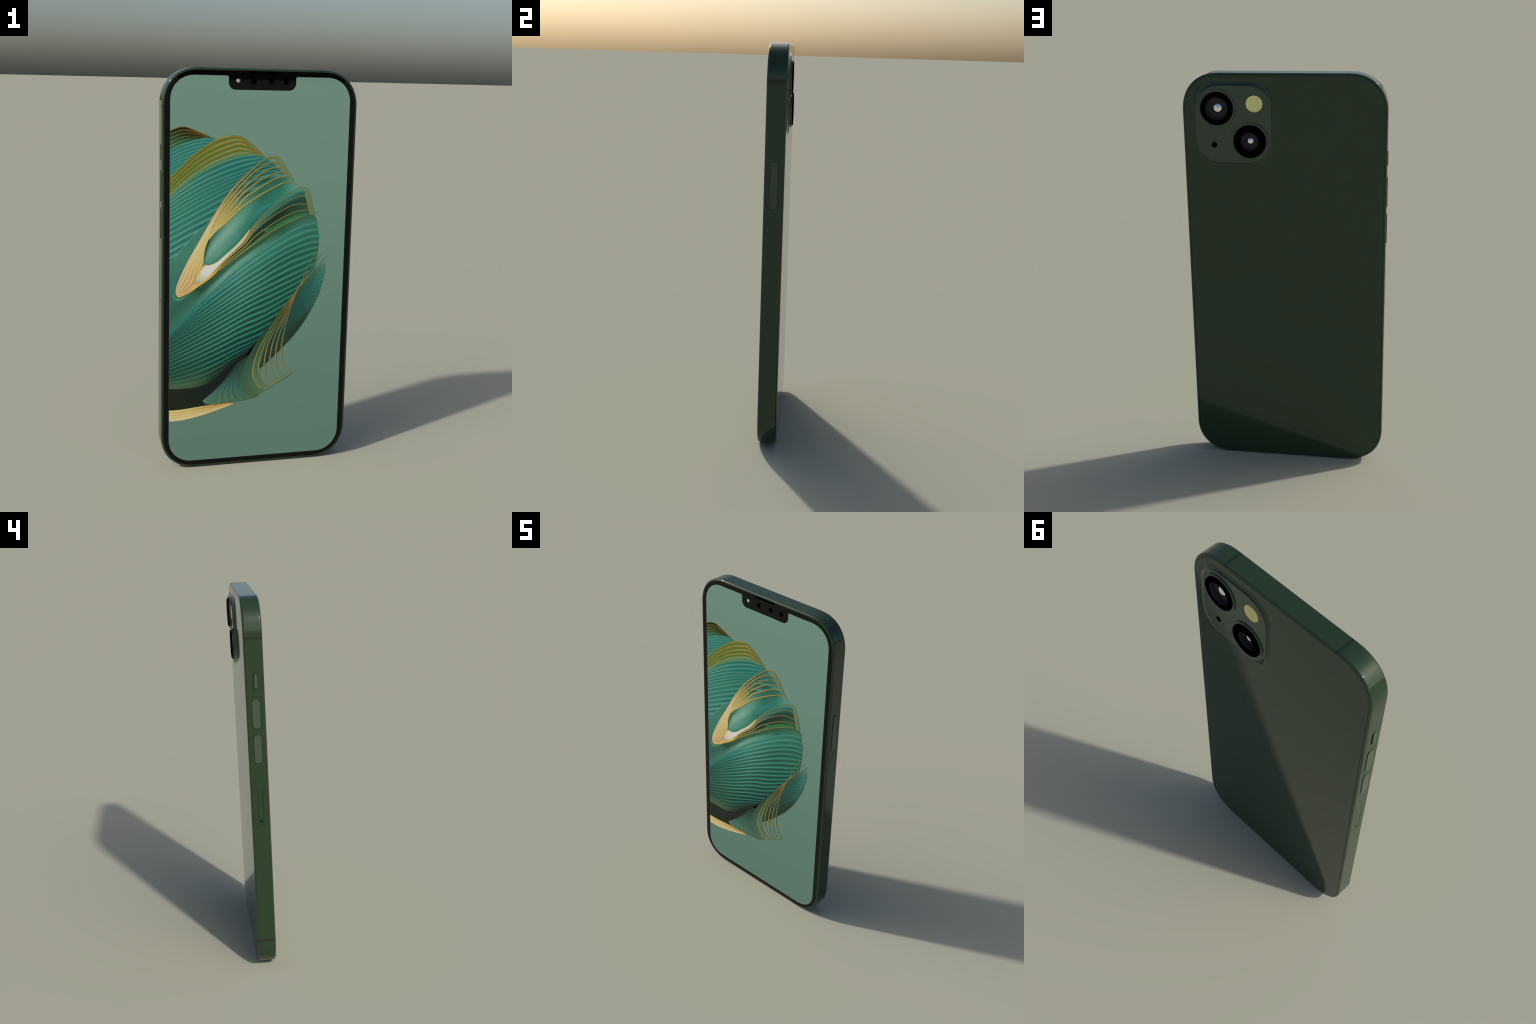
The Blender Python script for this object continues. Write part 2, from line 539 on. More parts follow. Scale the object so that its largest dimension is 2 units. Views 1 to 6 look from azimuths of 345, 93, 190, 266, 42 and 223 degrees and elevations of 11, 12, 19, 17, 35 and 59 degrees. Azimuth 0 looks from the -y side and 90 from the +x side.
def strands(name, guides, count, wide, mat, layer, parent, at=None, nu=72):
    """`count` ribbons spread over the guides; wide = widths (mm) along the ribbon."""
    curves = [smooth_curve(g, nu) for g in guides]
    at = np.array(at if at is not None else np.linspace(0, 1, len(curves)), float)
    us = np.linspace(0, 1, nu)
    half = np.interp(us, np.linspace(0, 1, len(wide)), wide)[:, None] / 2
    flat, shaped = [], []
    for k in range(count):
        line = between(curves, at, k / max(1, count - 1))
        tan = np.gradient(line, axis=0)
        tan /= np.maximum(np.linalg.norm(tan, axis=1, keepdims=True), 1e-9)
        side = np.stack([-tan[:, 1], tan[:, 0]], 1)
        for e, s in ((0, 1), (1, -1)):
            flat.append(np.stack([us, np.full(nu, (k + e) / count)], 1))
            shaped.append(line + s * side * half)
    return printed_sheet(name, np.stack(flat), np.stack(shaped), mat, layer, parent, joined=False)


# wallpaper: guide curves of the folds, (x, z) on the screen in millimetres
GUIDES = {
    "cap": [
        [(-447,1704), (-382,1723), (-316,1702), (-230,1667)],
        [(-447,1612), (-367,1650), (-258,1671), (-226,1665)],
    ],
    "upper_body": [
        [(-447,1618), (-367,1654), (-286,1672), (-211,1662)],
        [(-447,1478), (-398,1505), (-299,1546), (-199,1570)],
    ],
    "upper_fan": [
        [(-447,1483), (-398,1529), (-349,1576), (-251,1648), (-201,1673), (-164,1680), (-126,1684), (-83,1669), (-5,1606), (21,1575)],
        [(-447,1439), (-299,1568), (-163,1634), (-100,1647), (-36,1612), (-5,1599), (19,1575)],
        [(-446,1387), (-299,1497), (-162,1560), (-30,1587), (19,1574)],
    ],
    "upper_gauze": [
        [(-164,1680), (-126,1684), (-83,1669), (-5,1606), (21,1575)],
        [(-151,1674), (-116,1670), (-90,1654), (-56,1613), (-31,1599), (20,1574)],
    ],
    "middle_body": [
        [(-447,1397), (-373,1457), (-299,1505), (-162,1569), (-81,1588), (-56,1587), (-30,1589), (21,1574)],
        [(-447,1348), (-298,1435), (-148,1496), (-4,1542), (35,1551), (74,1541)],
        [(-447,1269), (-79,1455), (75,1499), (117,1494)],
        [(-447,1175), (-296,1252), (-246,1273), (-221,1286)],
        [(-447,1061), (-446,1063)],
    ],
    "plain_body": [
        [(-447,1061), (-420,1091), (-311,1217), (-281,1239), (-241,1273), (-196,1320)],
        [(-447,929), (-394,979), (-344,1002), (-268,1044), (-217,1068), (-141,1117), (-90,1167)],
        [(-446,706), (-292,859), (-144,996), (-101,1039), (-71,1061)],
    ],
    "great_body": [
        [(-446,707), (-292,862), (-215,934), (-109,1032), (7,1113), (162,1213), (268,1248), (297,1245)],
        [(-446,696), (-317,824), (-215,909), (86,1106), (270,1185), (310,1186)],
        [(-446,681), (-316,785), (-214,853), (-68,952), (9,996), (87,1045), (192,1097), (272,1121), (310,1126)],
        [(-446,663), (-316,733), (-41,888), (169,988), (222,1010), (299,1048)],
        [(-447,574), (-212,677), (-64,752), (27,785), (125,837), (162,856)],
        [(-447,497), (-340,530), (-158,603), (-96,631), (-36,652), (51,688)],
        [(-447,425), (-403,422), (-313,426), (-266,438), (-209,469), (-144,519), (-63,581)],
    ],
    "seam": [
        [(303,1079), (298,1053), (295,1003), (264,967), (224,923)],
        [(274,1080), (262,1041), (236,1002), (236,970), (214,923)],
    ],
    "shoulder": [
        [(-348,900), (-305,927), (-72,1118), (83,1217), (161,1264), (253,1292), (280,1288), (295,1267)],
        [(-342,817), (-292,862), (-109,1032), (-71,1060), (162,1213), (215,1234), (268,1248), (300,1244)],
    ],
    "green_wedge": [
        [(12,1218), (51,1229), (108,1255), (160,1274), (239,1293)],
        [(12,1216), (57,1210), (119,1241), (161,1262), (239,1291)],
    ],
    "eye": [
        [(-271,1060), (-277,1095), (-252,1178), (-219,1213), (-77,1356), (-52,1398), (-1,1432), (50,1461), (115,1484), (149,1483), (192,1428)],
        [(-271,1059), (-258,1050), (-217,1063), (-116,1147), (-23,1247), (28,1294), (143,1398), (193,1423)],
    ],
    "eye_fold": [
        [(-85,1207), (-80,1233), (-59,1258), (-24,1305), (14,1338), (79,1360), (130,1393), (169,1410)],
        [(-81,1201), (-74,1207), (-49,1250), (22,1320), (84,1353), (136,1388), (172,1409)],
    ],
    "dark_fan": [
        [(-272,975), (-217,1034), (-73,1175), (-23,1248), (79,1348), (156,1405), (216,1431), (230,1427)],
        [(-260,975), (-191,1034), (82,1230), (187,1279), (234,1291), (258,1292)],
    ],
    "dark_strands": [
        [(-272,975), (-217,1034), (-73,1175), (-23,1248), (79,1348), (156,1405), (216,1431), (230,1427)],
        [(-267,975), (-128,1106), (-72,1153), (-22,1219), (132,1325), (185,1345), (238,1346), (254,1342)],
        [(-260,975), (-191,1031), (57,1206), (161,1260), (240,1290)],
    ],
    "dark_gauze": [
        [(193,1425), (216,1433), (232,1431), (244,1420), (266,1366), (274,1332), (282,1309), (283,1289)],
        [(198,1423), (214,1422), (226,1412), (229,1392), (238,1364), (256,1291)],
    ],
    "loop": [
        [(-414,904), (-416,928), (-407,964), (-357,1072), (-295,1181), (-233,1288), (-175,1370)],
        [(-396,893), (-318,937), (-298,970), (-298,993), (-281,1052), (-272,1133), (-230,1230), (-174,1368)],
    ],
    "loop_floor": [
        [(-413,905), (-409,896), (-396,893), (-318,937), (-242,981), (-216,1006)],
        [(-415,920), (-386,912), (-359,926), (-331,951), (-283,975), (-217,1021)],
    ],
    "loop_white": [
        [(-328,953), (-318,981), (-271,1052), (-258,1049), (-217,1062), (-167,1102), (-116,1147), (-48,1227)],
        [(-326,953), (-280,971), (-166,1082), (-73,1173), (-46,1227)],
    ],
    "loop_gold": [
        [(-396,893), (-356,911), (-313,943), (-250,987), (-217,1023), (-191,1050)],
        [(-394,892), (-348,911), (-303,941), (-241,982), (-209,1013), (-189,1049)],
    ],
    "loop_halo": [
        [(-418,923), (-420,905), (-413,892), (-396,889), (-305,937)],
        [(-434,911), (-434,885), (-420,867), (-399,866), (-368,883), (-295,932)],
    ],
    "middle_fan": [
        [(-253,1251), (-233,1288), (-134,1427), (-79,1484), (-4,1551), (34,1574), (62,1581), (83,1579)],
        [(-245,1231), (-215,1288), (-158,1370), (-29,1508), (63,1553), (89,1546)],
        [(-242,1218), (-138,1370), (-78,1435), (23,1511), (74,1528), (106,1523)],
        [(-241,1208), (-180,1287), (-117,1369), (-78,1408), (24,1480), (101,1506), (125,1499)],
        [(-242,1198), (-162,1287), (-99,1354), (-77,1381), (-26,1414), (76,1474), (149,1484), (168,1466)],
        [(-252,1179), (-220,1218), (-169,1262), (-76,1345), (128,1456), (160,1456), (181,1440)],
    ],
    "middle_root": [
        [(-255,1179), (-233,1258), (-139,1417)],
        [(-250,1179), (-219,1215), (-76,1340)],
    ],
    "middle_gauze": [
        [(34,1574), (83,1584), (103,1564), (169,1465)],
        [(39,1569), (63,1574), (73,1569), (87,1549), (122,1504), (146,1485), (166,1465)],
    ],
    "leaf": [
        [(206,908), (258,975), (297,1008), (316,1029), (347,1044)],
        [(163,830), (226,891), (278,937), (318,975), (348,990)],
        [(111,755), (174,804), (227,840), (280,876), (321,888)],
        [(52,642), (113,692), (243,786), (287,814)],
        [(17,506), (75,554), (179,657), (231,722), (278,798)],
    ],
    "lower_fan": [
        [(198,905), (69,735), (-19,606), (-104,533), (-156,466), (-208,410), (-277,351)],
        [(199,905), (-197,409), (-255,353), (-262,333)],
        [(199,905), (146,833), (90,750), (-33,586), (-143,465), (-176,421), (-206,355), (-207,327)],
        [(201,905), (95,753), (-26,607), (-77,518), (-100,471), (-98,389), (-55,343)],
        [(202,905), (157,838), (18,674), (-54,549), (-77,475), (-78,429), (-66,393), (-39,364), (-1,354)],
    ],
    "green_band": [
        [(202,908), (157,838), (18,674), (-54,549), (-77,475), (-78,429), (-66,393), (-39,364), (-1,354)],
        [(206,918), (177,874), (146,836), (2,584), (-19,479), (8,412), (41,386)],
    ],
    "band_web": [
        [(206,916), (178,872), (146,830), (2,581), (-17,479), (8,412), (52,393)],
        [(210,918), (133,751), (69,663), (22,534), (13,496), (21,450), (40,421), (65,406)],
    ],
    "plain_edge": [
        [(-447,1060), (-420,1090), (-311,1216), (-281,1238), (-246,1270)],
        [(-447,1060), (-420,1089), (-311,1215), (-281,1237), (-246,1269)],
    ],
    "lower_strands": [
        [(206,918), (177,874), (146,836), (2,584), (-19,479), (6,415), (36,391)],
        [(210,921), (157,822), (127,757), (62,642), (40,525), (44,495), (58,461), (92,426)],
        [(213,929), (149,731), (128,593), (132,555), (144,519), (169,484), (186,472)],
    ],
    "lower_gauze": [
        [(41,394), (92,429), (151,462), (172,479)],
        [(52,388), (103,420), (162,452), (186,470)],
    ],
    "upper_lines": [
        [(207,916), (226,949), (257,1023), (306,1108)],
        [(215,926), (308,1029), (347,1076)],
    ],
    "hollow": [
        [(-447,428), (-352,424), (-266,442), (-209,474), (-144,524), (-63,587), (-13,646)],
        [(-447,310), (-390,311), (-312,321), (-259,325), (-220,328), (-154,368), (-56,497), (-25,585)],
    ],
    "crescent": [
        [(-447,311), (-390,312), (-154,333), (-116,327)],
        [(-446,253), (-389,254), (-285,273), (-114,325)],
    ],
}


# the lit panel itself, with a gentle vertical shade in the picture
bm = bmesh.new()
bm.faces.new([bm.verts.new((x, DISPLAY_Y, z)) for x, z in screen_loop()])
mat_display = material("display_print", (0.2, 0.4, 0.3), 0.02, ior=1.33)
t = mat_display.node_tree
co, sep = t.nodes.new("ShaderNodeTexCoord"), t.nodes.new("ShaderNodeSeparateXYZ")
t.links.new(co.outputs["Generated"], sep.inputs[0])
t.links.new(ramp(t, spread([(89, 117, 102), (91, 120, 104), (97, 126, 111), (103, 132, 116), (105, 134, 118)]), sep.outputs["Z"]), t.nodes["Principled BSDF"].inputs["Base Color"])
display = mesh_object("display", bm, mat_display, phone)

RIDGE = ((0.0, 0.15), (0.22, 1.0), (0.42, 0.15), (0.7, 0.0), (1.0, 0.15))
SOFT = ((0.0, 0.0), (0.5, 1.0), (1.0, 0.0))
FINE = ((0.0, 1.0), (0.16, 0.8), (0.30, 0.0), (0.90, 0.0), (1.0, 1.0))
ROUND_STRAND = ((0.0, 0.2), (0.35, 1.0), (0.7, 0.3), (1.0, 0.0))
layer_no = 0


def add_fold(key, dark, light=None, pleats=0, ridge=RIDGE, at=None, **more):
    global layer_no
    layer_no += 1
    mat = fold_material("print_" + key, dark, light, pleats, ridge, **more)
    return fold("wallpaper_fold", GUIDES[key], mat, layer_no, display, at)


def add_strands(key, count, wide, dark, light, at=None, ridge=ROUND_STRAND):
    global layer_no
    layer_no += 1
    mat = fold_material("print_" + key, dark, light, count, ridge)
    return strands("wallpaper_strand", GUIDES[key], count, wide, mat, layer_no, display, at)


# ---- from the back of the picture to the front
add_fold("upper_body", [(0, [(44, 104, 88), (34, 98, 84), (38, 104, 88)]), (1, [(42, 110, 94), (36, 104, 90), (38, 102, 88)])],
         [(0, [(68, 130, 115), (74, 138, 123), (66, 126, 112)]), (1, [(66, 136, 120), (66, 130, 114), (58, 120, 104)])], 8, SOFT)
add_fold("cap", [(0, [(32, 34, 24), (36, 34, 26), (92, 80, 26), (118, 100, 28)]), (0.5, [(40, 72, 45), (34, 36, 28), (36, 32, 26), (112, 94, 26)]), (1, [(46, 104, 74), (42, 85, 58), (34, 40, 32), (44, 98, 84)])],
         [(0, [(112, 98, 26), (122, 102, 26), (122, 104, 30)]), (0.6, [(98, 118, 60), (94, 88, 34), (112, 92, 26)]), (1, [(100, 136, 105), (84, 112, 76), (80, 76, 36)])], 5, FINE)
add_fold("middle_body", [(0, [(52, 110, 85), (40, 104, 85), (30, 98, 88), (38, 104, 92)]), (0.45, [(56, 110, 84), (52, 104, 82), (30, 92, 78), (24, 78, 70)]), (1, [(52, 104, 80), (50, 105, 84), (30, 96, 80)])],
         [(0, [(118, 160, 140), (84, 136, 120), (76, 136, 124)]), (0.4, [(78, 145, 130), (62, 126, 112), (66, 130, 118)]), (1, [(92, 152, 136), (96, 154, 138), (104, 150, 132)])], 14, ((0.0, 0.5), (0.14, 1.0), (0.30, 0.35), (0.45, 0.0), (0.85, 0.0), (1.0, 0.5)),
         at=(0, 0.21, 0.50, 0.74, 1), mid=[(0, [(50, 122, 112), (42, 112, 104)])], mid_ridge=((0.0, 0.6), (0.2, 0.2), (0.6, 0.0), (0.8, 0.7), (1.0, 0.6)))
add_fold("upper_fan", [(0, [(96, 98, 40), (92, 104, 34), (90, 100, 44), (104, 112, 58)]), (0.6, [(74, 94, 30), (84, 100, 24), (88, 98, 24), (100, 96, 30)]), (1, [(92, 138, 118), (70, 128, 100), (58, 124, 84), (60, 122, 92)])],
         [(0, [(140, 124, 62), (134, 110, 46), (164, 140, 76), (114, 114, 52)]), (1, [(144, 138, 72), (138, 128, 64), (148, 124, 52), (148, 118, 42)])], 5,
         ((0.0, 1.0), (0.16, 0.85), (0.30, 0.1), (0.7, 0.0), (0.92, 0.0), (1.0, 1.0)), at=(0, 0.38, 1),
         mid=[(0, [(84, 110, 60), (84, 110, 60), (104, 114, 60), (104, 114, 60)]), (1, [(86, 112, 46), (76, 122, 84), (72, 134, 118), (66, 124, 96)])], mid_ridge=((0.0, 0.0), (0.62, 0.0), (0.84, 1.0), (0.95, 0.8), (1.0, 0.0)))
add_fold("upper_gauze", [(0, [(116, 118, 62), (104, 116, 70), (100, 112, 62)]), (1, [(120, 100, 30), (104, 100, 40), (112, 96, 36)])])
add_fold("plain_body", [(0, [(66, 118, 100), (64, 116, 98), (66, 118, 98)]), (0.5, [(52, 104, 90), (66, 120, 104), (62, 110, 92)]), (0.8, [(50, 92, 80), (48, 92, 80), (78, 124, 102)]), (1, [(52, 106, 86), (64, 124, 100), (98, 146, 122)])])
add_strands("plain_edge", 1, (3, 4.5, 4.5, 4), [(0, [(70, 122, 104), (72, 126, 108), (70, 124, 104)])], [(0, [(92, 146, 128), (108, 154, 136), (88, 138, 118)])])
add_fold("hollow", [(0, [(34, 40, 30), (28, 32, 28), (27, 30, 27), (28, 34, 28)]), (1, [(30, 36, 27), (28, 36, 30), (27, 36, 32), (27, 32, 28)])],
         [(0, [(36, 40, 32), (30, 46, 46), (27, 32, 30), (27, 30, 28)]), (1, [(49, 51, 32), (32, 51, 44), (28, 42, 36), (28, 34, 30)])], 10, ((0.0, 0.0), (0.35, 0.0), (0.5, 1.0), (0.65, 0.0), (1.0, 0.0)))
add_fold("crescent", [(0, [(176, 146, 62), (160, 130, 46), (146, 108, 26), (162, 102, 26)]), (1, [(198, 178, 124), (200, 180, 126), (198, 172, 112)])],
         [(0, [(204, 184, 130), (200, 180, 122), (172, 138, 50), (176, 116, 34)]), (1, [(199, 180, 128), (200, 180, 126), (200, 178, 120)])], 4, ((0.0, 0.0), (0.15, 0.9), (0.55, 1.0), (0.78, 0.0), (1.0, 0.0)))
add_fold("seam", [(0, [(52, 104, 84), (36, 100, 94), (28, 84, 86), (34, 84, 76), (40, 80, 62)]), (1, [(46, 96, 72), (40, 88, 66), (34, 78, 64)])], [(0, [(60, 118, 100), (40, 104, 96)])], 3, SOFT)
add_fold("great_body", [(0, [(31, 86, 83), (27, 97, 101), (63, 119, 104), (56, 110, 94), (40, 94, 76)]),
                        (0.20, [(36, 67, 59), (36, 70, 61), (45, 88, 76), (32, 63, 50), (40, 83, 63)]),
                        (0.56, [(36, 59, 49), (36, 61, 49), (34, 59, 47), (32, 54, 41), (25, 50, 40)]),
                        (0.80, [(36, 56, 45), (36, 54, 41), (29, 40, 32), (25, 32, 29), (23, 31, 27)]),
                        (1, [(65, 90, 65), (61, 86, 61), (36, 50, 38), (25, 29, 25), (25, 29, 25)])],
         [(0, [(58, 136, 112), (54, 134, 116), (92, 152, 132), (66, 140, 120), (62, 128, 110)]),
          (0.20, [(44, 90, 76), (58, 130, 110), (84, 152, 132), (58, 134, 112), (58, 124, 100)]),
          (0.56, [(46, 108, 90), (56, 130, 108), (62, 146, 122), (48, 132, 108), (40, 122, 100)]),
          (0.80, [(42, 98, 80), (42, 108, 88), (36, 124, 106), (32, 118, 104), (28, 100, 92)]),
          (1, [(72, 100, 72), (68, 96, 68), (40, 58, 44), (28, 34, 30), (28, 34, 30)])], 20,
         ((0.0, 1.0), (0.12, 0.8), (0.30, 0.2), (0.55, 0.0), (0.78, 0.12), (0.9, 0.6), (1.0, 1.0)), at=(0, 0.095, 0.2, 0.35, 0.585, 0.775, 1),
         mid=[(0, [(40, 118, 112), (56, 128, 116), (48, 110, 92)]), (0.5, [(36, 88, 76), (44, 92, 76), (36, 92, 74)]), (1, [(66, 92, 66), (40, 56, 42), (28, 34, 30)])], mid_ridge=((0.0, 0.0), (0.45, 0.0), (0.6, 0.35), (0.75, 0.05), (1.0, 0.0)))
PLAIN = (52, 100, 85)
add_fold("shoulder", [(0, [(0, PLAIN), (0.06, (34, 66, 50)), (0.3, (32, 64, 48)), (0.5, (42, 92, 62)), (0.75, (46, 84, 58)), (1, (52, 92, 70))]),
                      (0.12, [(0, PLAIN), (0.08, (36, 72, 54)), (0.3, (66, 108, 64)), (0.5, (60, 100, 64)), (0.75, (44, 80, 58)), (1, (56, 96, 74))]),
                      (0.25, [(0, PLAIN), (0.1, (38, 74, 58)), (0.3, (44, 84, 66)), (0.5, (40, 80, 62)), (0.75, (46, 84, 62)), (1, (58, 98, 76))]),
                      (0.75, [(0, (56, 106, 88)), (0.12, (70, 118, 98)), (0.3, (106, 152, 130)), (0.5, (92, 142, 120)), (0.75, (44, 92, 74)), (1, (62, 110, 88))]),
                      (1, [(0, (56, 110, 90)), (0.12, (76, 124, 102)), (0.3, (96, 148, 126)), (0.5, (84, 138, 118)), (0.75, (44, 100, 82)), (1, (66, 116, 96))])])
add_fold("loop_halo", [(0, [(58, 108, 72), (56, 104, 66), (42, 82, 54), (34, 64, 48)]), (0.35, [(66, 124, 92), (92, 142, 92), (66, 112, 72), (36, 66, 50)]), (0.65, [(54, 110, 90), (46, 98, 70), (40, 76, 56)]), (1, [(56, 110, 94), (52, 106, 88), (48, 96, 82), (36, 70, 56)])])
add_fold("eye", [(0, [(30, 74, 62), (28, 78, 64), (92, 142, 120), (72, 130, 108), (50, 98, 80), (44, 96, 80), (100, 148, 126)]),
                 (0.35, [(80, 136, 114), (118, 158, 138), (116, 158, 138), (78, 136, 114), (46, 98, 82), (44, 100, 82), (98, 148, 128)]),
                 (0.7, [(74, 130, 110), (92, 142, 122), (74, 132, 112), (54, 116, 98), (46, 108, 90), (46, 112, 92), (90, 142, 124)]),
                 (1, [(62, 120, 98), (62, 120, 98), (58, 114, 94), (36, 96, 86), (40, 110, 94), (48, 120, 104), (84, 138, 122)])])
add_fold("eye_fold", [(0, [(44, 112, 92), (44, 134, 110), (46, 136, 112), (44, 118, 98)]), (0.4, [(52, 116, 98), (50, 118, 110), (44, 116, 104), (44, 112, 96)]), (1, [(58, 116, 98), (56, 112, 106), (44, 110, 98), (44, 110, 94)])])
add_fold("dark_fan", [(0, [(70, 74, 40), (52, 118, 92), (44, 128, 106), (50, 120, 112), (84, 140, 124)]), (0.25, [(60, 56, 28), (32, 84, 68), (40, 112, 96), (36, 92, 84), (40, 90, 76)]),
                      (0.45, [(40, 44, 30), (30, 48, 36), (32, 62, 52), (30, 40, 32), (40, 70, 54)]), (0.8, [(34, 48, 36), (34, 56, 42), (30, 36, 28), (36, 56, 40), (46, 76, 56)]), (1, [(38, 72, 52), (42, 90, 66), (44, 96, 60), (48, 108, 62), (54, 96, 66)])])
add_fold("green_wedge", [(0, [(48, 100, 66), (44, 104, 58), (48, 112, 64), (54, 110, 68)])])
add_strands("dark_strands", 5, (2.5, 4.5, 6, 6, 5), [(0, [(150, 112, 34), (132, 108, 46), (88, 84, 46), (88, 96, 62)])], [(0, [(200, 170, 80), (170, 152, 92), (126, 114, 66), (108, 112, 72)])], at=(0, 0.5, 1))
add_fold("dark_gauze", [(0, [(100, 118, 80), (96, 114, 78), (100, 116, 80)]), (1, [(112, 128, 96), (104, 118, 76), (100, 112, 70)])])
add_fold("loop", [(0, [(184, 144, 92), (196, 166, 110), (198, 178, 124), (196, 176, 120), (170, 148, 94)]), (0.6, [(172, 132, 80), (184, 150, 92), (200, 180, 124), (198, 176, 122), (188, 164, 108)]), (1, [(176, 136, 84), (170, 138, 84), (196, 172, 110), (190, 166, 90), (150, 142, 72)])],
         [(0, [(204, 190, 146), (204, 190, 140), (198, 180, 126)]), (0.8, [(204, 186, 140), (190, 176, 80), (198, 176, 122)]), (1, [(196, 170, 118), (196, 170, 110), (190, 166, 90), (120, 132, 60)])], 5, ((0.0, 0.9), (0.15, 0.9), (0.4, 0.0), (0.8, 0.0), (1.0, 0.9)))
add_fold("loop_floor", [(0, [(176, 132, 82), (190, 140, 78), (196, 160, 96), (198, 168, 84)])], [(0, [(204, 180, 128), (204, 178, 124), (200, 172, 100)])], 3, SOFT)
add_fold("loop_white", [(0, [(168, 140, 76), (196, 184, 140), (190, 164, 90), (180, 184, 156), (150, 160, 96), (176, 168, 84)]), (0.3, [(170, 150, 90), (200, 200, 184), (206, 204, 194), (188, 194, 172), (190, 192, 162), (190, 180, 130)]), (1, [(130, 130, 70), (196, 196, 178), (198, 200, 184), (192, 194, 168), (198, 180, 110), (196, 150, 60)])])
add_fold("loop_gold", [(0, [(196, 150, 88), (204, 172, 80), (190, 140, 44), (196, 150, 56)]), (0.45, [(190, 150, 90), (196, 160, 60), (200, 164, 60), (176, 146, 70)]), (1, [(120, 110, 60), (48, 66, 40), (60, 56, 30), (140, 116, 56)])])
add_fold("middle_root", [(0, [(150, 146, 72), (136, 148, 82), (166, 146, 86), (120, 128, 80), (46, 104, 90)]), (1, [(196, 176, 110), (190, 172, 110), (160, 160, 90), (120, 140, 92), (70, 124, 96)])],
         [(0, [(196, 176, 118), (180, 160, 100), (60, 116, 100)]), (1, [(190, 184, 84), (170, 150, 70), (70, 124, 98)])], 5, SOFT)
add_strands("middle_fan", 6, (3, 8, 11, 10.5, 9, 8.5, 8, 7), [(0, [(176, 150, 90), (146, 116, 50), (134, 108, 52), (112, 98, 34), (106, 106, 54)]), (1, [(186, 162, 96), (146, 132, 56), (138, 126, 56), (112, 112, 54), (106, 118, 82)])],
            [(0, [(196, 176, 122), (180, 158, 104), (158, 132, 84), (138, 120, 62), (112, 116, 62)]), (1, [(200, 182, 124), (188, 172, 110), (162, 148, 86), (140, 134, 74), (116, 126, 86)])], at=(0, 0.2, 0.4, 0.6, 0.8, 1))
add_fold("middle_gauze", [(0, [(106, 116, 62), (106, 122, 80), (102, 120, 80), (112, 112, 62)]), (1, [(116, 110, 44), (110, 116, 66), (108, 114, 62), (124, 110, 52)])])
add_fold("leaf", [(0, [(56, 74, 48), (62, 84, 56), (66, 94, 66), (76, 110, 84)]), (0.1, [(44, 66, 48), (40, 66, 52), (40, 74, 60), (62, 106, 88)]), (0.45, [(34, 64, 58), (32, 64, 58), (30, 70, 66), (40, 86, 80)]), (1, [(38, 56, 44), (36, 54, 42), (36, 52, 40)])],
         [(0, [(58, 80, 54), (62, 88, 60), (60, 100, 78), (80, 124, 102)]), (0.3, [(38, 82, 72), (36, 86, 78), (44, 104, 90), (60, 120, 106)]), (0.6, [(36, 68, 60), (34, 74, 68), (44, 84, 70), (56, 96, 80)]), (1, [(40, 58, 46), (38, 56, 44), (38, 54, 42)])], 17, SOFT)
add_fold("lower_fan", [(0, [(0, (41, 71, 52)), (0.3, (30, 50, 43)), (0.68, (28, 46, 40)), (0.84, (39, 67, 58)), (0.95, (63, 100, 87)), (1, (74, 112, 97))]), (0.5, [(0, (45, 71, 50)), (0.35, (30, 52, 45)), (0.66, (28, 52, 46)), (0.84, (37, 74, 71)), (0.95, (61, 91, 71)), (1, (67, 93, 65))]), (1, [(0, (50, 74, 48)), (0.35, (35, 56, 46)), (0.7, (32, 54, 48)), (0.87, (46, 74, 60)), (1, (67, 91, 61))])],
         [(0, [(0, (43, 73, 52)), (0.5, (32, 54, 45)), (0.76, (41, 69, 58)), (0.92, (71, 108, 93)), (1, (78, 117, 100))]), (1, [(0, (52, 76, 50)), (0.35, (43, 63, 48)), (0.66, (48, 71, 54)), (0.87, (63, 100, 84)), (0.95, (71, 106, 84)), (1, (71, 95, 65))])], 10, ((0.0, 0.0), (0.25, 0.7), (0.7, 1.0), (1.0, 0.0)), at=(0, 0.12, 0.42, 0.78, 1))
add_fold("green_band", [(0, [(47, 73, 45), (47, 71, 45), (43, 66, 47), (49, 75, 56), (58, 86, 68), (68, 90, 62)]), (1, [(45, 66, 36), (41, 64, 41), (41, 70, 45), (45, 73, 53), (60, 92, 73), (81, 107, 73)])])
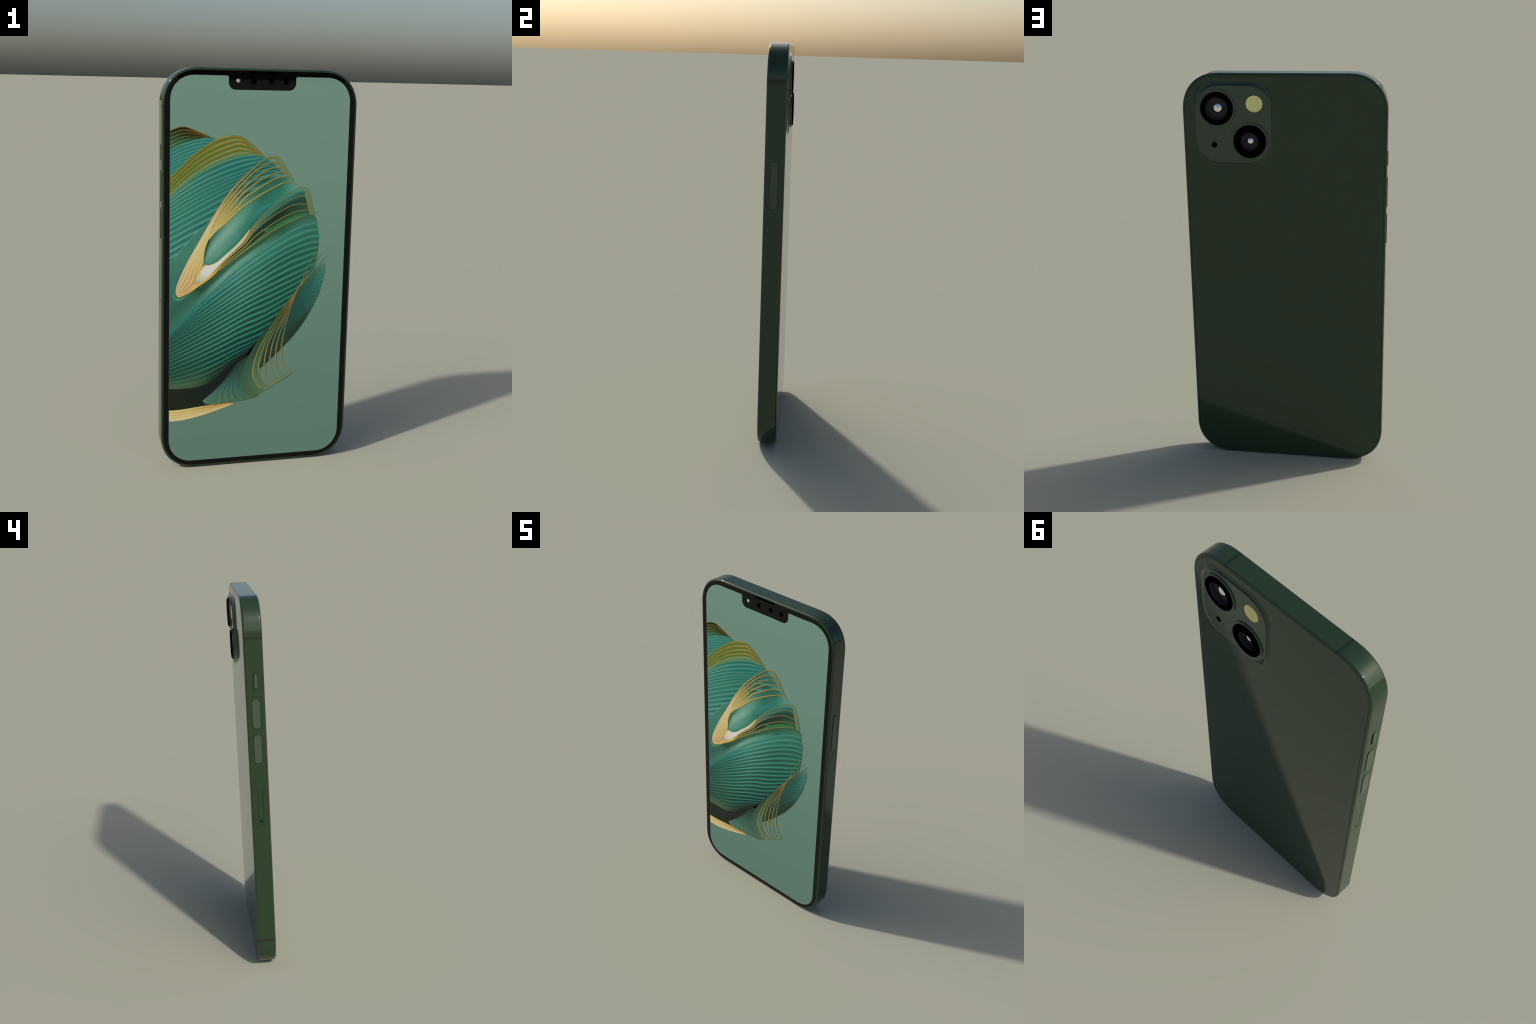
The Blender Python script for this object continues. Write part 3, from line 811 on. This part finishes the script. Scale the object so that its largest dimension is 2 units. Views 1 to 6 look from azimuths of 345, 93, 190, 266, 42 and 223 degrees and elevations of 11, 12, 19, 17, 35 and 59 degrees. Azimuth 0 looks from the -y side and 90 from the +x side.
add_fold("band_web", [(0, [(90, 74, 36), (62, 66, 36), (40, 74, 48), (52, 82, 56), (76, 110, 84), (92, 118, 86)]), (1, [(90, 70, 40), (50, 52, 30), (40, 68, 46), (50, 76, 50), (62, 96, 66), (88, 110, 76)])])
add_strands("upper_lines", 3, (4.0, 3.0, 2.5), [(0, [(116, 96, 56), (104, 104, 64), (104, 116, 84)])], [(0, [(146, 124, 74), (116, 116, 70), (108, 122, 88)])])
add_strands("lower_strands", 6, (4.0, 4.0, 4.5, 5.0, 5.5, 5.5, 3.0), [(0, [(104, 82, 48), (92, 84, 42), (98, 96, 54), (132, 106, 46), (112, 110, 58)])], [(0, [(140, 116, 72), (116, 104, 58), (126, 122, 82), (152, 134, 76), (124, 120, 70)])], at=(0, 0.4, 1))
add_fold("lower_gauze", [(0, [(104, 116, 74), (132, 110, 52), (112, 116, 66), (100, 118, 80)]), (1, [(92, 120, 90), (94, 120, 90), (90, 120, 96)])])

# ------------------------------------------------------------------ sensors in the notch
top_y = BEZEL_Y - 0.0002
for x in (-0.0440, 0.0433, 0.1180):
    lathe("face_sensor", [(0.0134, BEZEL_Y + 0.001), (0.0134, top_y), (0.0, top_y)], (x, 1.9410), mat_void, front_glass, 40)
plate("earpiece", lambda i: rounded(-0.0685 + i, 0.0685 - i, 1.9768 + i, 1.9878 - i, 0.0050, 2.0, 8), BEZEL_Y + 0.001, top_y, to_front, mat_void, front_glass, 0.0002)
mat_iris = material("iris_grey", (0.022, 0.022, 0.022), 0.3, ior=1.33)
eye_at = (-0.1190, 1.9420)
iris = lathe("front_camera", [(0.0122, BEZEL_Y + 0.001), (0.0122, top_y), (0.0110, top_y - 0.0001), (0.0, top_y - 0.0001)], eye_at, mat_iris, front_glass, 48)
big = 0.0084 / 0.6
dome = [(0.0084, top_y + 0.0004)] + [(big * math.sin(a), top_y - 0.0002 - big * 0.12 * (math.cos(a) - 0.8) / 0.2) for a in (math.asin(0.6) * (1 - i / 8) for i in range(9))]
lathe("lens_element", dome, (-0.1215, 1.9420), mat_element, iris, 40)

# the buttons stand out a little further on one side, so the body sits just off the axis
phone.location = (-0.0007, -0.0006, 0.0)
